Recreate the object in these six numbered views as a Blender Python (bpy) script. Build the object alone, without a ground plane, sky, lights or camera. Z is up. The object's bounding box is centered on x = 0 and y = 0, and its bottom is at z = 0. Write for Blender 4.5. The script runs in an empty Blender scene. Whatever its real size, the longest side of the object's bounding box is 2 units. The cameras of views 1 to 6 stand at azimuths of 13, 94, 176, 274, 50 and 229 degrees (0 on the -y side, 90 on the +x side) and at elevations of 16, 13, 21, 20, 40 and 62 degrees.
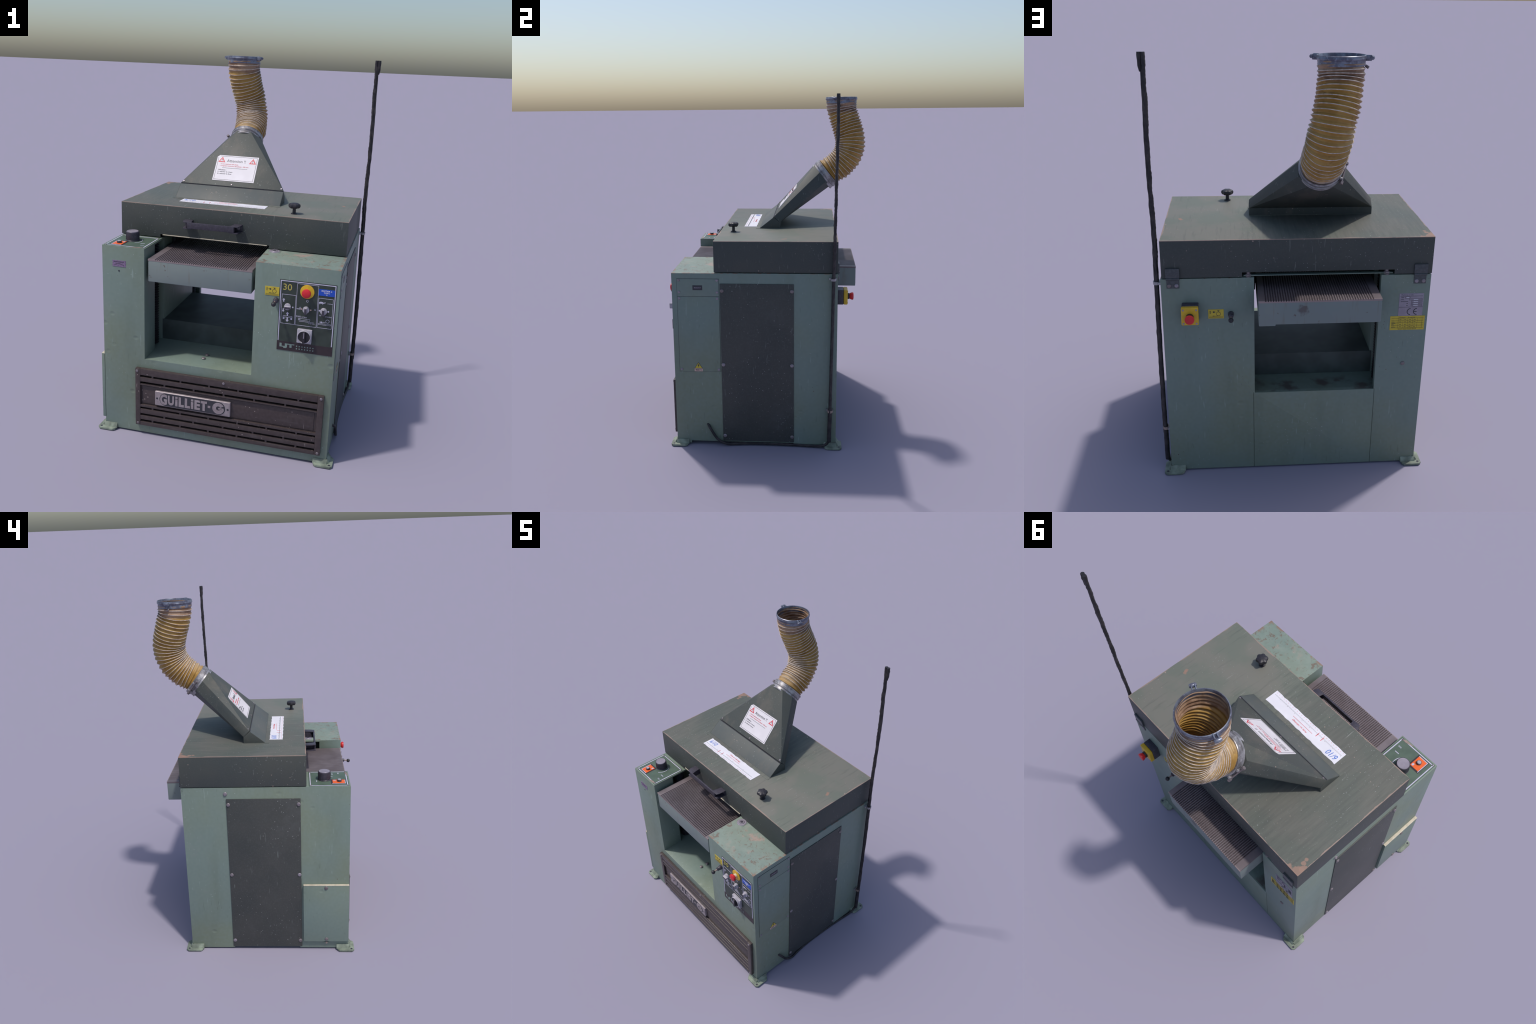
import bpy, bmesh, math, random
from mathutils import Vector, Matrix, noise

random.seed(7)
rnd = random.Random(11)

# ------------------------------------------------------------------ materials
class Nodes:
    def __init__(s, name):
        s.mat = bpy.data.materials.new(name)
        s.mat.use_nodes = True
        s.t = s.mat.node_tree
        s.b = s.t.nodes['Principled BSDF']
        s.out = s.t.nodes['Material Output']
        s.co = s.t.nodes.new('ShaderNodeTexCoord').outputs['Object']
        sp = s.t.nodes.new('ShaderNodeSeparateXYZ')
        s.t.links.new(s.co, sp.inputs[0])
        s.x, s.y, s.z = sp.outputs
    def put(s, sock, v):
        if isinstance(v, bpy.types.NodeSocket):
            s.t.links.new(v, sock)
        elif isinstance(v, (tuple, list)) and len(v) == 3 and sock.type == 'RGBA':
            sock.default_value = (*v, 1)
        else:
            sock.default_value = v
    def math(s, op, a, b=0.0, c=None, clamp=False):
        n = s.t.nodes.new('ShaderNodeMath'); n.operation = op; n.use_clamp = clamp
        s.put(n.inputs[0], a); s.put(n.inputs[1], b)
        if c is not None: s.put(n.inputs[2], c)
        return n.outputs[0]
    def mapped(s, scale=(1, 1, 1), rot=(0, 0, 0), loc=(0, 0, 0)):
        n = s.t.nodes.new('ShaderNodeMapping')
        s.put(n.inputs['Vector'], s.co)
        n.inputs['Scale'].default_value = scale
        n.inputs['Rotation'].default_value = rot
        n.inputs['Location'].default_value = loc
        return n.outputs[0]
    def noise(s, scale, detail=3, rough=.55, vec=None, distort=0):
        n = s.t.nodes.new('ShaderNodeTexNoise')
        s.put(n.inputs['Vector'], vec or s.co)
        n.inputs['Scale'].default_value = scale
        n.inputs['Detail'].default_value = detail
        n.inputs['Roughness'].default_value = rough
        n.inputs['Distortion'].default_value = distort
        return n.outputs[0]
    def voronoi(s, scale, vec=None, rand=1):
        n = s.t.nodes.new('ShaderNodeTexVoronoi')
        s.put(n.inputs['Vector'], vec or s.co)
        n.inputs['Scale'].default_value = scale
        n.inputs['Randomness'].default_value = rand
        return n.outputs['Distance']
    def step(s, v, lo, hi):
        n = s.t.nodes.new('ShaderNodeMapRange'); n.interpolation_type = 'SMOOTHSTEP'
        s.put(n.inputs['Value'], v)
        n.inputs['From Min'].default_value = lo; n.inputs['From Max'].default_value = hi
        if lo > hi:
            n.inputs['From Min'].default_value = hi; n.inputs['From Max'].default_value = lo
            n.inputs['To Min'].default_value = 1; n.inputs['To Max'].default_value = 0
        return n.outputs['Result']
    def mix(s, f, a, b):
        n = s.t.nodes.new('ShaderNodeMix'); n.data_type = 'RGBA'
        s.put(n.inputs['Factor'], f)
        s.put(n.inputs['A'], a) if False else s.put(n.inputs[6], a)
        s.put(n.inputs[7], b)
        return n.outputs[2]
    def mul(s, *v):
        r = v[0]
        for k in v[1:]: r = s.math('MULTIPLY', r, k)
        return r
    def near(s, p, r0, r1, wob=0.0, wscale=12):
        """1 close to point p, fading to 0 between r1 and r0."""
        n = s.t.nodes.new('ShaderNodeVectorMath'); n.operation = 'DISTANCE'
        s.put(n.inputs[0], s.co); n.inputs[1].default_value = p
        d = n.outputs['Value']
        if wob:
            d = s.math('ADD', d, s.math('MULTIPLY', s.math('SUBTRACT', s.noise(wscale), .5), wob))
        return s.step(d, r0, r1)
    def random(s):
        return s.t.nodes.new('ShaderNodeObjectInfo').outputs['Random']
    def bump(s, h, strength=.2, dist=.002):
        n = s.t.nodes.new('ShaderNodeBump')
        n.inputs['Strength'].default_value = strength
        n.inputs['Distance'].default_value = dist
        s.put(n.inputs['Height'], h)
        s.t.links.new(n.outputs[0], s.b.inputs['Normal'])
    def done(s, col, rough=.5, metal=0, spec=.5):
        s.put(s.b.inputs['Base Color'], col)
        s.put(s.b.inputs['Roughness'], rough)
        s.put(s.b.inputs['Metallic'], metal)
        s.b.inputs['Specular IOR Level'].default_value = spec
        return s.mat

def tint(c, k): return tuple(min(1, a * k) for a in c)

def plain(name, c, rough=.5, metal=0, var=.12, scale=40, spec=.4, bump=0):
    m = Nodes(name)
    n = m.noise(scale, 4)
    col = m.mix(m.step(n, .3, .7), tint(c, 1 - var), tint(c, 1 + var))
    if bump: m.bump(n, bump, .002)
    return m.done(col, rough, metal, spec)

def scratches(m, thr=.70, seed=0):
    """Thin broken strokes in several directions."""
    tot = None
    for i, rot in enumerate([(.55, .62, 0), (1.25, .35, .3), (-.5, 1.15, .45), (-.9, .5, .9), (.8, -.9, .2)]):
        v = m.mapped((110, 110, 9), rot, (seed + i, 0, i))
        a = m.step(m.noise(1.0, 2, .5, v), thr + .02, thr + .06)
        g = m.step(m.noise(9, 2, .5, m.mapped((1, 1, 1), (0, 0, 0), (i * 3 + seed, 1, 2))), .55, .62)
        k = m.mul(a, g)
        tot = k if tot is None else m.math('MAXIMUM', tot, k)
    return tot

def speckles(m, scale, size, gate_scale=5, gate=.5, seed=0.0):
    v = m.mapped((1, 1, 1), (0, 0, 0), (seed, seed * .7, -seed))
    d = m.voronoi(scale, v)
    g = m.step(m.noise(gate_scale, 3, .5, v), gate, gate + .12)
    sz = m.math('MULTIPLY', m.noise(scale * .45, 1, .5, v), size * 1.6)
    hit = m.math('LESS_THAN', d, m.math('SUBTRACT', sz, size * .25))
    return m.mul(hit, g)

def green_paint():
    m = Nodes('green_enamel_paint')
    big = m.step(m.noise(1.6, 3), .35, .65)
    fine = m.noise(60, 4)
    col = m.mix(big, (.172, .228, .202), (.182, .220, .162))
    col = m.mix(m.mul(m.step(fine, .35, .7), .35), col, (.203, .258, .222))
    smear = m.step(m.noise(2.4, 5, .65, m.mapped((3, 3, .7))), .48, .75)
    col = m.mix(m.mul(smear, .38), col, (.128, .165, .128))
    col = m.mix(m.mul(m.step(m.noise(4.5, 6, .7), .55, .75), .3), col, (.215, .245, .225))
    col = m.mix(m.mul(scratches(m, .675), .42), col, (.32, .40, .37))
    col = m.mix(m.mul(scratches(m, .68, 5.0), .35), col, (.06, .08, .07))
    col = m.mix(m.mul(speckles(m, 55, .16, 4, .5), .65), col, (.36, .42, .40))
    col = m.mix(m.mul(speckles(m, 40, .15, 5, .55, 9.0), .8), col, (.10, .06, .045))
    # paler tone with chips and rubbed spots on the top of the control housing
    top = m.mul(m.step(m.z, 1.035, 1.037), m.step(m.x, .17, .18))
    col = m.mix(m.mul(top, m.step(m.noise(6, 5, .65), .3, .7), .75), col, (.245, .295, .252))
    ch = m.step(m.noise(34, 5, .62, m.mapped((1, 1, 1), (0, 0, .7)), 1.2), .555, .62)
    patch = m.step(m.noise(9, 3), .36, .58)
    col = m.mix(m.mul(top, ch, patch, .75), col, (.16, .10, .075))
    rub = m.mul(m.step(m.noise(16, 5, .65), .50, .68), m.near((.40, -.36, 1.036), .19, .04, .12, 9))
    col = m.mix(m.mul(top, rub, .7), col, (.40, .27, .23))
    edge = m.mul(top, m.math('MAXIMUM', m.step(m.y, -.508, -.517), m.step(m.x, .585, .6)), m.step(m.noise(28, 4), .47, .56))
    col = m.mix(m.mul(edge, .85), col, (.25, .155, .115))
    # grime where shavings lie inside the passage
    rust = m.mul(m.step(m.noise(9, 4), .46, .62), m.step(m.z, .46, .442), m.step(m.y, .25, .32), m.step(m.y, .3985, .395), m.step(m.z, .43, .436), m.step(m.x, -.40, -.39), m.step(m.x, .21, .20))
    col = m.mix(m.mul(rust, .8), col, (.09, .06, .055))
    dent = m.voronoi(11, m.mapped((1, 1, 1.3)))
    dn = m.mul(m.step(dent, .22, .03), m.step(m.noise(3.1, 2), .53, .62))
    h = m.math('ADD', m.math('MULTIPLY', fine, .12), m.math('MULTIPLY', dn, -1.6))
    m.bump(h, .35, .003)
    return m.done(col, m.math('MULTIPLY_ADD', m.noise(5), .25, .35), 0, .4)

def hood_paint():
    m = Nodes('dark_green_enamel_paint')
    fine = m.noise(170, 3)
    big = m.noise(2.6, 4)
    col = m.mix(m.step(big, .35, .68), (.055, .064, .062), (.068, .073, .066))
    col = m.mix(m.mul(m.step(fine, .4, .7), .25), col, (.085, .095, .09))
    # paler streaky tone on the flat lid, stronger towards the control side
    lid = m.mul(m.step(m.z, 1.2150, 1.2168), m.step(m.z, 1.2212, 1.2206))
    rub = m.noise(1, 4, .62, m.mapped((75, 7, 20), (0, 0, .22)))
    cover = m.math('ADD', m.step(m.math('ADD', m.x, m.math('MULTIPLY', m.noise(2.2, 4), .9)), .1, .85), .62)
    cover = m.math('MULTIPLY', cover, m.math('MULTIPLY_ADD', rub, 1.1, .14), clamp=True)
    col = m.mix(m.mul(lid, cover), col, m.mix(m.step(m.noise(5, 4), .4, .6), (.150, .163, .137), (.176, .173, .150)))
    # rubbed sloping flange of the hopper and dusty smears on its faces
    fl = m.mul(m.step(m.z, 1.2212, 1.2222), m.step(m.z, 1.2885, 1.2875), m.step(m.y, .031, .029), m.step(m.math('ABSOLUTE', m.math('ADD', m.x, .097)), .2958, .2950))
    col = m.mix(m.mul(fl, .8), col, m.mix(m.step(m.noise(6, 4), .4, .6), (.092, .104, .104), (.112, .118, .112)))
    up = m.step(m.z, 1.221, 1.223)
    smear = m.step(m.noise(1, 5, .65, m.mapped((9, 5, 5), (0, .4, .3))), .50, .70)
    col = m.mix(m.mul(up, smear, .26), col, (.19, .155, .125))
    col = m.mix(m.mul(scratches(m, .675, 2.0), .42), col, (.24, .26, .24))
    v = m.mapped((110, 5, 110), (0, 0, .25))
    long = m.mul(m.step(m.noise(1, 2, .5, v), .70, .74), m.step(m.noise(7, 2), .5, .6))
    col = m.mix(m.mul(lid, long, .6), col, (.30, .30, .28))
    col = m.mix(m.mul(speckles(m, 70, .17, 3, .44), .65), col, (.32, .33, .33))
    col = m.mix(m.mul(speckles(m, 34, .14, 3.5, .52, 4.0), .75), col, (.36, .27, .23))
    # bare edges of the lid, unevenly worn
    ax = m.math('SUBTRACT', m.math('ABSOLUTE', m.math('ADD', m.x, .008)), .6085)
    ay = m.math('SUBTRACT', m.math('ABSOLUTE', m.math('SUBTRACT', m.y, .0595)), .344)
    d = m.math('MAXIMUM', ax, ay)
    w = m.math('MULTIPLY', m.math('MAXIMUM', m.math('SUBTRACT', m.noise(5, 6, .75), .36), 0.0), .030)
    e = m.step(m.math('ADD', d, w), -.0005, .0010)
    e = m.mul(e, m.step(m.z, 1.2145, 1.2168), m.step(m.z, 1.225, 1.221))
    col = m.mix(m.mul(e, .75), col, (.33, .235, .195))
    for p, r, k in [((-.603, .392, 1.2185), .034, 1), ((-.612, .365, 1.2185), .022, 1), ((-.592, .345, 1.2185), .013, 1), ((-.588, .325, 1.2185), .010, 1),
                    ((-.560, .400, 1.2185), .014, 1), ((.524, .113, 1.2185), .010, .9), ((.531, .098, 1.2185), .011, .9), ((.529, .104, 1.2185), .010, .9)]:
        q = m.mul(m.near(p, r, r * .72, r * 1.1, 55), m.step(m.z, 1.2145, 1.2165))
        col = m.mix(m.mul(q, .75 * k), col, (.31, .19, .145))
    m.bump(fine, .18, .0012)
    return m.done(col, m.math('MULTIPLY_ADD', big, .2, .42), 0, .3)

def panel_paint():
    m = Nodes('side_panel_paint')
    fine = m.noise(140, 3)
    col = m.mix(m.step(m.noise(3, 4), .35, .65), (.046, .051, .049), (.058, .060, .056))
    col = m.mix(m.mul(m.step(fine, .45, .7), .3), col, (.085, .095, .09))
    smoke = m.step(m.noise(3.2, 5, .65), .55, .72)
    col = m.mix(m.mul(smoke, .3), col, (.095, .10, .10))
    col = m.mix(m.mul(scratches(m, .685, 8.0), .5), col, (.20, .23, .22))
    col = m.mix(m.mul(speckles(m, 60, .17, 3, .42, 2.0), .7), col, (.34, .35, .34))
    m.bump(fine, .15, .001)
    return m.done(col, .48, 0, .4)

def table_metal():
    m = Nodes('worn_steel_table')
    n = m.noise(7, 5, .6)
    col = m.mix(m.step(n, .35, .7), (.165, .135, .145), (.225, .192, .205))
    col = m.mix(m.mul(m.step(m.noise(3.2, 4), .45, .65), .45), col, (.10, .073, .068))
    col = m.mix(m.mul(speckles(m, 60, .15, 5, .55), .6), col, (.30, .26, .26))
    e = m.math('MAXIMUM', m.step(m.y, -.5125, -.5165), m.step(m.y, .522, .527))
    col = m.mix(m.mul(e, .7), col, (.34, .27, .26))
    m.bump(m.noise(1, 3, .5, m.mapped((40, 300, 40))), .12, .001)
    return m.done(col, .45, .3, .5)

def table_paint():
    m = Nodes('table_side_paint')
    fine = m.noise(50, 4)
    col = m.mix(m.step(m.noise(4, 3), .35, .65), (.188, .225, .220), (.205, .240, .228))
    drip = m.step(m.noise(1, 4, .65, m.mapped((55, 20, 5))), .57, .72)
    col = m.mix(m.mul(drip, .45), col, (.17, .15, .13))
    chip = m.step(m.noise(30, 5, .6), .66, .70)
    col = m.mix(m.mul(chip, .8), col, (.11, .075, .065))
    k = m.near((-.02, .528, .935), .03, .012, .05, 40)
    col = m.mix(m.mul(k, .7), col, (.08, .055, .055))
    rim = m.mul(m.step(m.z, .976, .984), m.step(m.noise(30, 4), .4, .55))
    col = m.mix(m.mul(rim, .6), col, (.2, .13, .11))
    m.bump(fine, .15, .002)
    return m.done(col, .5, 0, .35)

def hose_fabric():
    m = Nodes('amber_hose_film')
    n = m.noise(10, 5, .6)
    col = m.mix(m.step(n, .35, .65), (.42, .235, .055), (.53, .33, .10))
    st = m.step(m.noise(22, 5, .65, m.mapped((1, 1, 1.8))), .55, .72)
    col = m.mix(m.mul(st, .55), col, (.21, .105, .035))
    # pale dust caked in the bend and dirty wrinkled cuff under the ring
    dust = m.near((-.10, .385, 1.655), .125, .03, .06, 14)
    col = m.mix(m.mul(dust, .75), col, (.62, .48, .33))
    cuff = m.step(m.math('ADD', m.z, m.math('MULTIPLY', m.noise(14), .03)), 1.905, 1.93)
    cc = m.mix(m.step(m.noise(18, 5), .42, .6), (.42, .28, .20), (.22, .13, .095))
    col = m.mix(m.mul(cuff, .85), col, cc)
    m.bump(m.noise(55, 4), .35, .003)
    m.done(col, .42, 0, .4)
    tr = m.t.nodes.new('ShaderNodeBsdfTranslucent')
    m.put(tr.inputs['Color'], col)
    mx = m.t.nodes.new('ShaderNodeMixShader'); mx.inputs[0].default_value = .22
    m.t.links.new(m.b.outputs[0], mx.inputs[1]); m.t.links.new(tr.outputs[0], mx.inputs[2])
    m.t.links.new(mx.outputs[0], m.out.inputs['Surface'])
    return m.mat

def old_metal(name, c, c2, rough=.4, metal=.5):
    m = Nodes(name)
    col = m.mix(m.step(m.noise(30, 5, .6), .4, .62), c, c2)
    col = m.mix(m.mul(m.step(m.noise(70, 3), .6, .7), .6), col, tint(c, 1.4))
    m.bump(m.noise(60, 4), .2, .002)
    return m.done(col, rough, metal)

def bolt_metal():
    m = Nodes('zinc_bolt')
    col = m.mix(m.random(), (.32, .29, .33), (.20, .17, .17))
    col = m.mix(m.mul(m.step(m.noise(300, 3), .5, .65), .5), col, (.14, .09, .08))
    return m.done(col, .4, .45)

def black_plastic(name, c, rough=.45):
    m = Nodes(name)
    n = m.noise(90, 4)
    col = m.mix(m.step(n, .4, .65), c, tint(c, 1.35))
    col = m.mix(m.mul(speckles(m, 90, .16, 6, .55), .6), col, (.25, .22, .21))
    m.bump(n, .15, .001)
    return m.done(col, rough, 0, .45)

def grille_plastic():
    m = Nodes('grille_plastic')
    n = m.noise(60, 4)
    col = m.mix(m.step(n, .35, .7), (.050, .036, .035), (.064, .048, .047))
    col = m.mix(m.mul(m.step(m.noise(1, 4, .6, m.mapped((3, 30, 30))), .55, .75), .5), col, (.095, .082, .08))
    col = m.mix(m.mul(speckles(m, 48, .17, 4, .46), .8), col, (.42, .34, .31))
    col = m.mix(m.mul(scratches(m, .70, 12.0), .6), col, (.26, .22, .21))
    m.bump(n, .15, .001)
    return m.done(col, .38, 0, .5)

def paper(name, c):
    m = Nodes(name)
    n = m.noise(14, 4)
    col = m.mix(m.step(n, .35, .7), tint(c, .93), c)
    m.bump(n, .25, .004)
    return m.done(col, .5, 0, .3)

def cable_black():
    m = Nodes('black_conduit')
    col = m.mix(m.step(m.noise(24, 4), .4, .65), (.018, .016, .020), (.042, .036, .038))
    col = m.mix(m.mul(speckles(m, 80, .16, 8, .5), .6), col, (.15, .11, .1))
    m.bump(m.noise(120, 4), .3, .002)
    return m.done(col, .5, 0, .4)

M = {}
M['green'] = green_paint()
M['hood'] = hood_paint()
M['panel'] = panel_paint()
M['steel'] = table_metal()
M['tablepaint'] = table_paint()
M['groove'] = plain('dark_groove_floor', (.068, .052, .056), .7, 0, .3, 60)
M['hose'] = hose_fabric()
M['wire'] = plain('hose_rib_plastic', (.52, .44, .38), .45, 0, .3, 60)
M['clamp'] = old_metal('galvanised_clamp', (.36, .35, .37), (.20, .19, .20))
M['ring'] = old_metal('hose_ring_metal', (.20, .22, .28), (.11, .11, .15), .35, .4)
M['bolt'] = bolt_metal()
M['black'] = black_plastic('black_plastic', (.022, .020, .026))
M['darkmetal'] = black_plastic('dark_hinge_paint', (.055, .062, .068), .4)
M['dial'] = black_plastic('dial_plastic', (.045, .040, .055), .4)
M['grille'] = grille_plastic()
M['paper'] = paper('white_sticker', (.74, .70, .74))
M['strip'] = paper('printed_paper', (.78, .76, .82))
M['foot'] = plain('scuffed_foot_paint', (.20, .235, .185), .6, 0, .35, 22)
M['cable'] = cable_black()
M['white'] = plain('white_print', (.52, .50, .62), .5, 0, .06)
M['grey'] = plain('grey_plastic', (.40, .38, .43), .4, 0, .1)
M['red'] = plain('red_button', (.62, .025, .035), .35, 0, .08)
M['redink'] = plain('red_print', (.62, .07, .09), .5, 0, .08)
M['ink'] = plain('black_print', (.04, .04, .05), .5, 0, .08)
M['blueink'] = plain('blue_ink', (.06, .17, .55), .5, 0, .1)
M['yellow'] = plain('yellow_plastic', (.66, .42, .03), .4, 0, .08)
M['yellowlabel'] = plain('yellow_label', (.56, .43, .045), .45, 0, .06)
M['yellowink'] = plain('yellow_print', (.50, .42, .10), .5, 0, .06)
M['blue'] = plain('blue_label', (.015, .075, .46), .4, 0, .06)
M['orange'] = plain('orange_label', (.80, .13, .025), .45, 0, .06)
M['panelface'] = plain('control_panel_face', (.036, .048, .040), .42, 0, .15, 30)
M['purplestrip'] = plain('panel_bottom_strip', (.034, .024, .028), .45, 0, .12, 30)
M['mint'] = plain('mint_print', (.20, .27, .24), .5, 0, .06)
M['plate'] = old_metal('aluminium_plate', (.36, .31, .32), (.30, .25, .26), .4, .25)
M['silver'] = plain('silver_label', (.30, .27, .32), .4, .2, .08)
M['purple'] = plain('worn_scale_label', (.22, .15, .25), .5, 0, .25, 120)
M['cream'] = plain('cream_edge', (.52, .46, .36), .5, 0, .12)
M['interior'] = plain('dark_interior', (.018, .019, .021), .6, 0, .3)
M['bellows'] = plain('rubber_bellows', (.03, .027, .032), .5, 0, .3)
M['bedshade'] = plain('bed_paint_shade_tinted', (.052, .068, .066), .5, 0, .25, 9, bump=.2)  # green taken darker: passage shadow baked into the bed colour
M['columntop'] = plain('dial_plate_paint', (.085, .125, .095), .45, 0, .12, 20)
M['copper'] = plain('bare_rivet', (.33, .25, .22), .5, .3, .2, 200)
M['salmon'] = plain('salmon_label', (.62, .42, .36), .5, 0, .06)

# ------------------------------------------------------------------ geometry
ROOT = bpy.data.objects.new('thickness_planer', None)
bpy.context.scene.collection.objects.link(ROOT)
ROOT['label'] = 'green metal thickness planer with amber dust hose and pole'
ROOT['category'] = 'woodworking machine'

def frame(o, r, u):
    """Matrix with columns right, up, outward normal and origin o."""
    r = Vector(r).normalized(); u = Vector(u).normalized(); n = r.cross(u)
    m = Matrix((r, u, n)).transposed().to_4x4()
    m.translation = Vector(o)
    return m

FRONT = frame((0, -.5235, 0), (1, 0, 0), (0, 0, 1))
BACK = frame((0, .4035, 0), (-1, 0, 0), (0, 0, 1))
RIGHT = frame((.6055, 0, 0), (0, 1, 0), (0, 0, 1))
LEFT = frame((-.6145, 0, 0), (0, -1, 0), (0, 0, 1))
TOP = frame((0, 0, 1.0375), (1, 0, 0), (0, 1, 0))
LID = frame((0, 0, 1.2185), (1, 0, 0), (0, 1, 0))

class Part:
    """One mesh object built from several solids, each with its own material."""
    def __init__(s, name, parent=None, stuff=False):
        s.name, s.parent, s.stuff = name, parent or ROOT, stuff
        s.bm = bmesh.new(); s.mats = []
    def idx(s, mat):
        if mat not in s.mats: s.mats.append(mat)
        return s.mats.index(mat)
    def take(s, bm, mat, X=None, bevel=0, seg=2, angle=30):
        if bevel:
            bm.normal_update()
            es = [e for e in bm.edges if len(e.link_faces) == 2 and e.calc_face_angle(0) > math.radians(angle)]
            bmesh.ops.bevel(bm, geom=es, offset=bevel, segments=seg, affect='EDGES', profile=.6, clamp_overlap=True)
        if X is not None: bmesh.ops.transform(bm, matrix=X, verts=bm.verts)
        i = s.idx(mat)
        for f in bm.faces: f.material_index = i
        tmp = bpy.data.meshes.new('tmp'); bm.to_mesh(tmp); bm.free()
        s.bm.from_mesh(tmp); bpy.data.meshes.remove(tmp)
        return s
    def box(s, xs, ys, zs, mat, bevel=0, X=None, seg=2):
        bm = bmesh.new()
        bmesh.ops.create_cube(bm, size=1)
        for v in bm.verts:
            v.co = Vector((xs[0] + (v.co.x + .5) * (xs[1] - xs[0]), ys[0] + (v.co.y + .5) * (ys[1] - ys[0]), zs[0] + (v.co.z + .5) * (zs[1] - zs[0])))
        return s.take(bm, mat, X, bevel, seg)
    def prism(s, pts, z0, z1, mat, X=None, bevel=0, seg=2):
        bm = bmesh.new()
        lo = [bm.verts.new((p[0], p[1], z0)) for p in pts]
        hi = [bm.verts.new((p[0], p[1], z1)) for p in pts]
        n = len(pts)
        bm.faces.new(hi); bm.faces.new(lo[::-1])
        for i in range(n): bm.faces.new((lo[i], lo[(i + 1) % n], hi[(i + 1) % n], hi[i]))
        bmesh.ops.recalc_face_normals(bm, faces=bm.faces)
        return s.take(bm, mat, X, bevel, seg)
    def disc(s, x, y, r, z0, z1, mat, X=None, seg=28, bevel=0, r2=None):
        bm = bmesh.new()
        bmesh.ops.create_cone(bm, cap_ends=True, segments=seg, radius1=r, radius2=r if r2 is None else r2, depth=z1 - z0)
        bmesh.ops.translate(bm, verts=bm.verts, vec=(x, y, (z0 + z1) / 2))
        return s.take(bm, mat, X, bevel)
    def lathe(s, prof, mat, X=None, seg=32, closed=False):
        """prof: list of (radius, height) turned about z; closed joins last to first."""
        bm = bmesh.new(); rings = []
        for r, h in prof:
            if r < 1e-6: rings.append([bm.verts.new((0, 0, h))])
            else: rings.append([bm.verts.new((r * math.cos(a * math.tau / seg), r * math.sin(a * math.tau / seg), h)) for a in range(seg)])
        pairs = list(zip(rings, rings[1:])) + ([(rings[-1], rings[0])] if closed else [])
        for A, B in pairs:
            for i in range(seg):
                j = (i + 1) % seg
                if len(A) == 1 and len(B) == 1: continue
                if len(A) == 1: bm.faces.new((A[0], B[j], B[i]))
                elif len(B) == 1: bm.faces.new((A[i], A[j], B[0]))
                else: bm.faces.new((A[i], A[j], B[j], B[i]))
        bmesh.ops.recalc_face_normals(bm, faces=bm.faces)
        return s.take(bm, mat, X)
    def sphere(s, c, r, mat, scale=(1, 1, 1)):
        bm = bmesh.new(); bmesh.ops.create_uvsphere(bm, u_segments=20, v_segments=12, radius=r)
        return s.take(bm, mat, Matrix.Translation(c) @ Matrix.Diagonal((*scale, 1)))
    def rod(s, a, b, r, mat, seg=16, r2=None, bevel=0):
        a, b = Vector(a), Vector(b); d = b - a
        X = Matrix.Translation(a) @ d.to_track_quat('Z', 'Y').to_matrix().to_4x4()
        return s.disc(0, 0, r, 0, d.length, mat, X, seg, bevel, r2)
    def outline(s, x0, x1, y0, y1, w, z0, z1, mat, X, sides='lrtb'):
        if 'l' in sides: s.box((x0, x0 + w), (y0, y1), (z0, z1), mat, 0, X)
        if 'r' in sides: s.box((x1 - w, x1), (y0, y1), (z0, z1), mat, 0, X)
        if 't' in sides: s.box((x0 + w, x1 - w), (y1 - w, y1), (z0, z1), mat, 0, X)
        if 'b' in sides: s.box((x0 + w, x1 - w), (y0, y0 + w), (z0, z1), mat, 0, X)
        return s
    def arc(s, cx, cy, r0, r1, a0, a1, z0, z1, mat, X, n=24):
        A = [math.radians(a0 + (a1 - a0) * i / n) for i in range(n + 1)]
        bm = bmesh.new(); rows = []
        for a in A:
            c, d = math.cos(a), math.sin(a)
            rows.append([bm.verts.new((cx + r * c, cy + r * d, z)) for r, z in ((r0, z0), (r1, z0), (r1, z1), (r0, z1))])
        for p, q in zip(rows, rows[1:]):
            for i in range(4): bm.faces.new((p[i], p[(i + 1) % 4], q[(i + 1) % 4], q[i]))
        bm.faces.new(rows[0]); bm.faces.new(rows[-1][::-1])
        bmesh.ops.recalc_face_normals(bm, faces=bm.faces)
        return s.take(bm, mat, X)
    def text(s, body, x0, x1, y0, y1, z, mat, X, h=.0005, bold=0.0, slant=0.0, fit=True):
        """Lettering that fills the given rectangle of the frame X."""
        cu = bpy.data.curves.new('lettering', 'FONT')
        cu.body = body; cu.size = 1; cu.extrude = .01; cu.offset = bold; cu.resolution_u = 3; cu.shear = slant
        ob = bpy.data.objects.new('lettering', cu)
        bpy.context.scene.collection.objects.link(ob)
        bpy.context.view_layer.update()
        me = bpy.data.meshes.new_from_object(ob)
        bpy.data.objects.remove(ob); bpy.data.curves.remove(cu)
        bm = bmesh.new(); bm.from_mesh(me); bpy.data.meshes.remove(me)
        xs = [v.co.x for v in bm.verts]; ys = [v.co.y for v in bm.verts]
        sx = (x1 - x0) / (max(xs) - min(xs)); sy = (y1 - y0) / (max(ys) - min(ys))
        for v in bm.verts:
            v.co = Vector((x0 + (v.co.x - min(xs)) * sx, y0 + (v.co.y - min(ys)) * sy, z + (h if v.co.z > 0 else -.0004)))
        return s.take(bm, mat, X)
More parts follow.
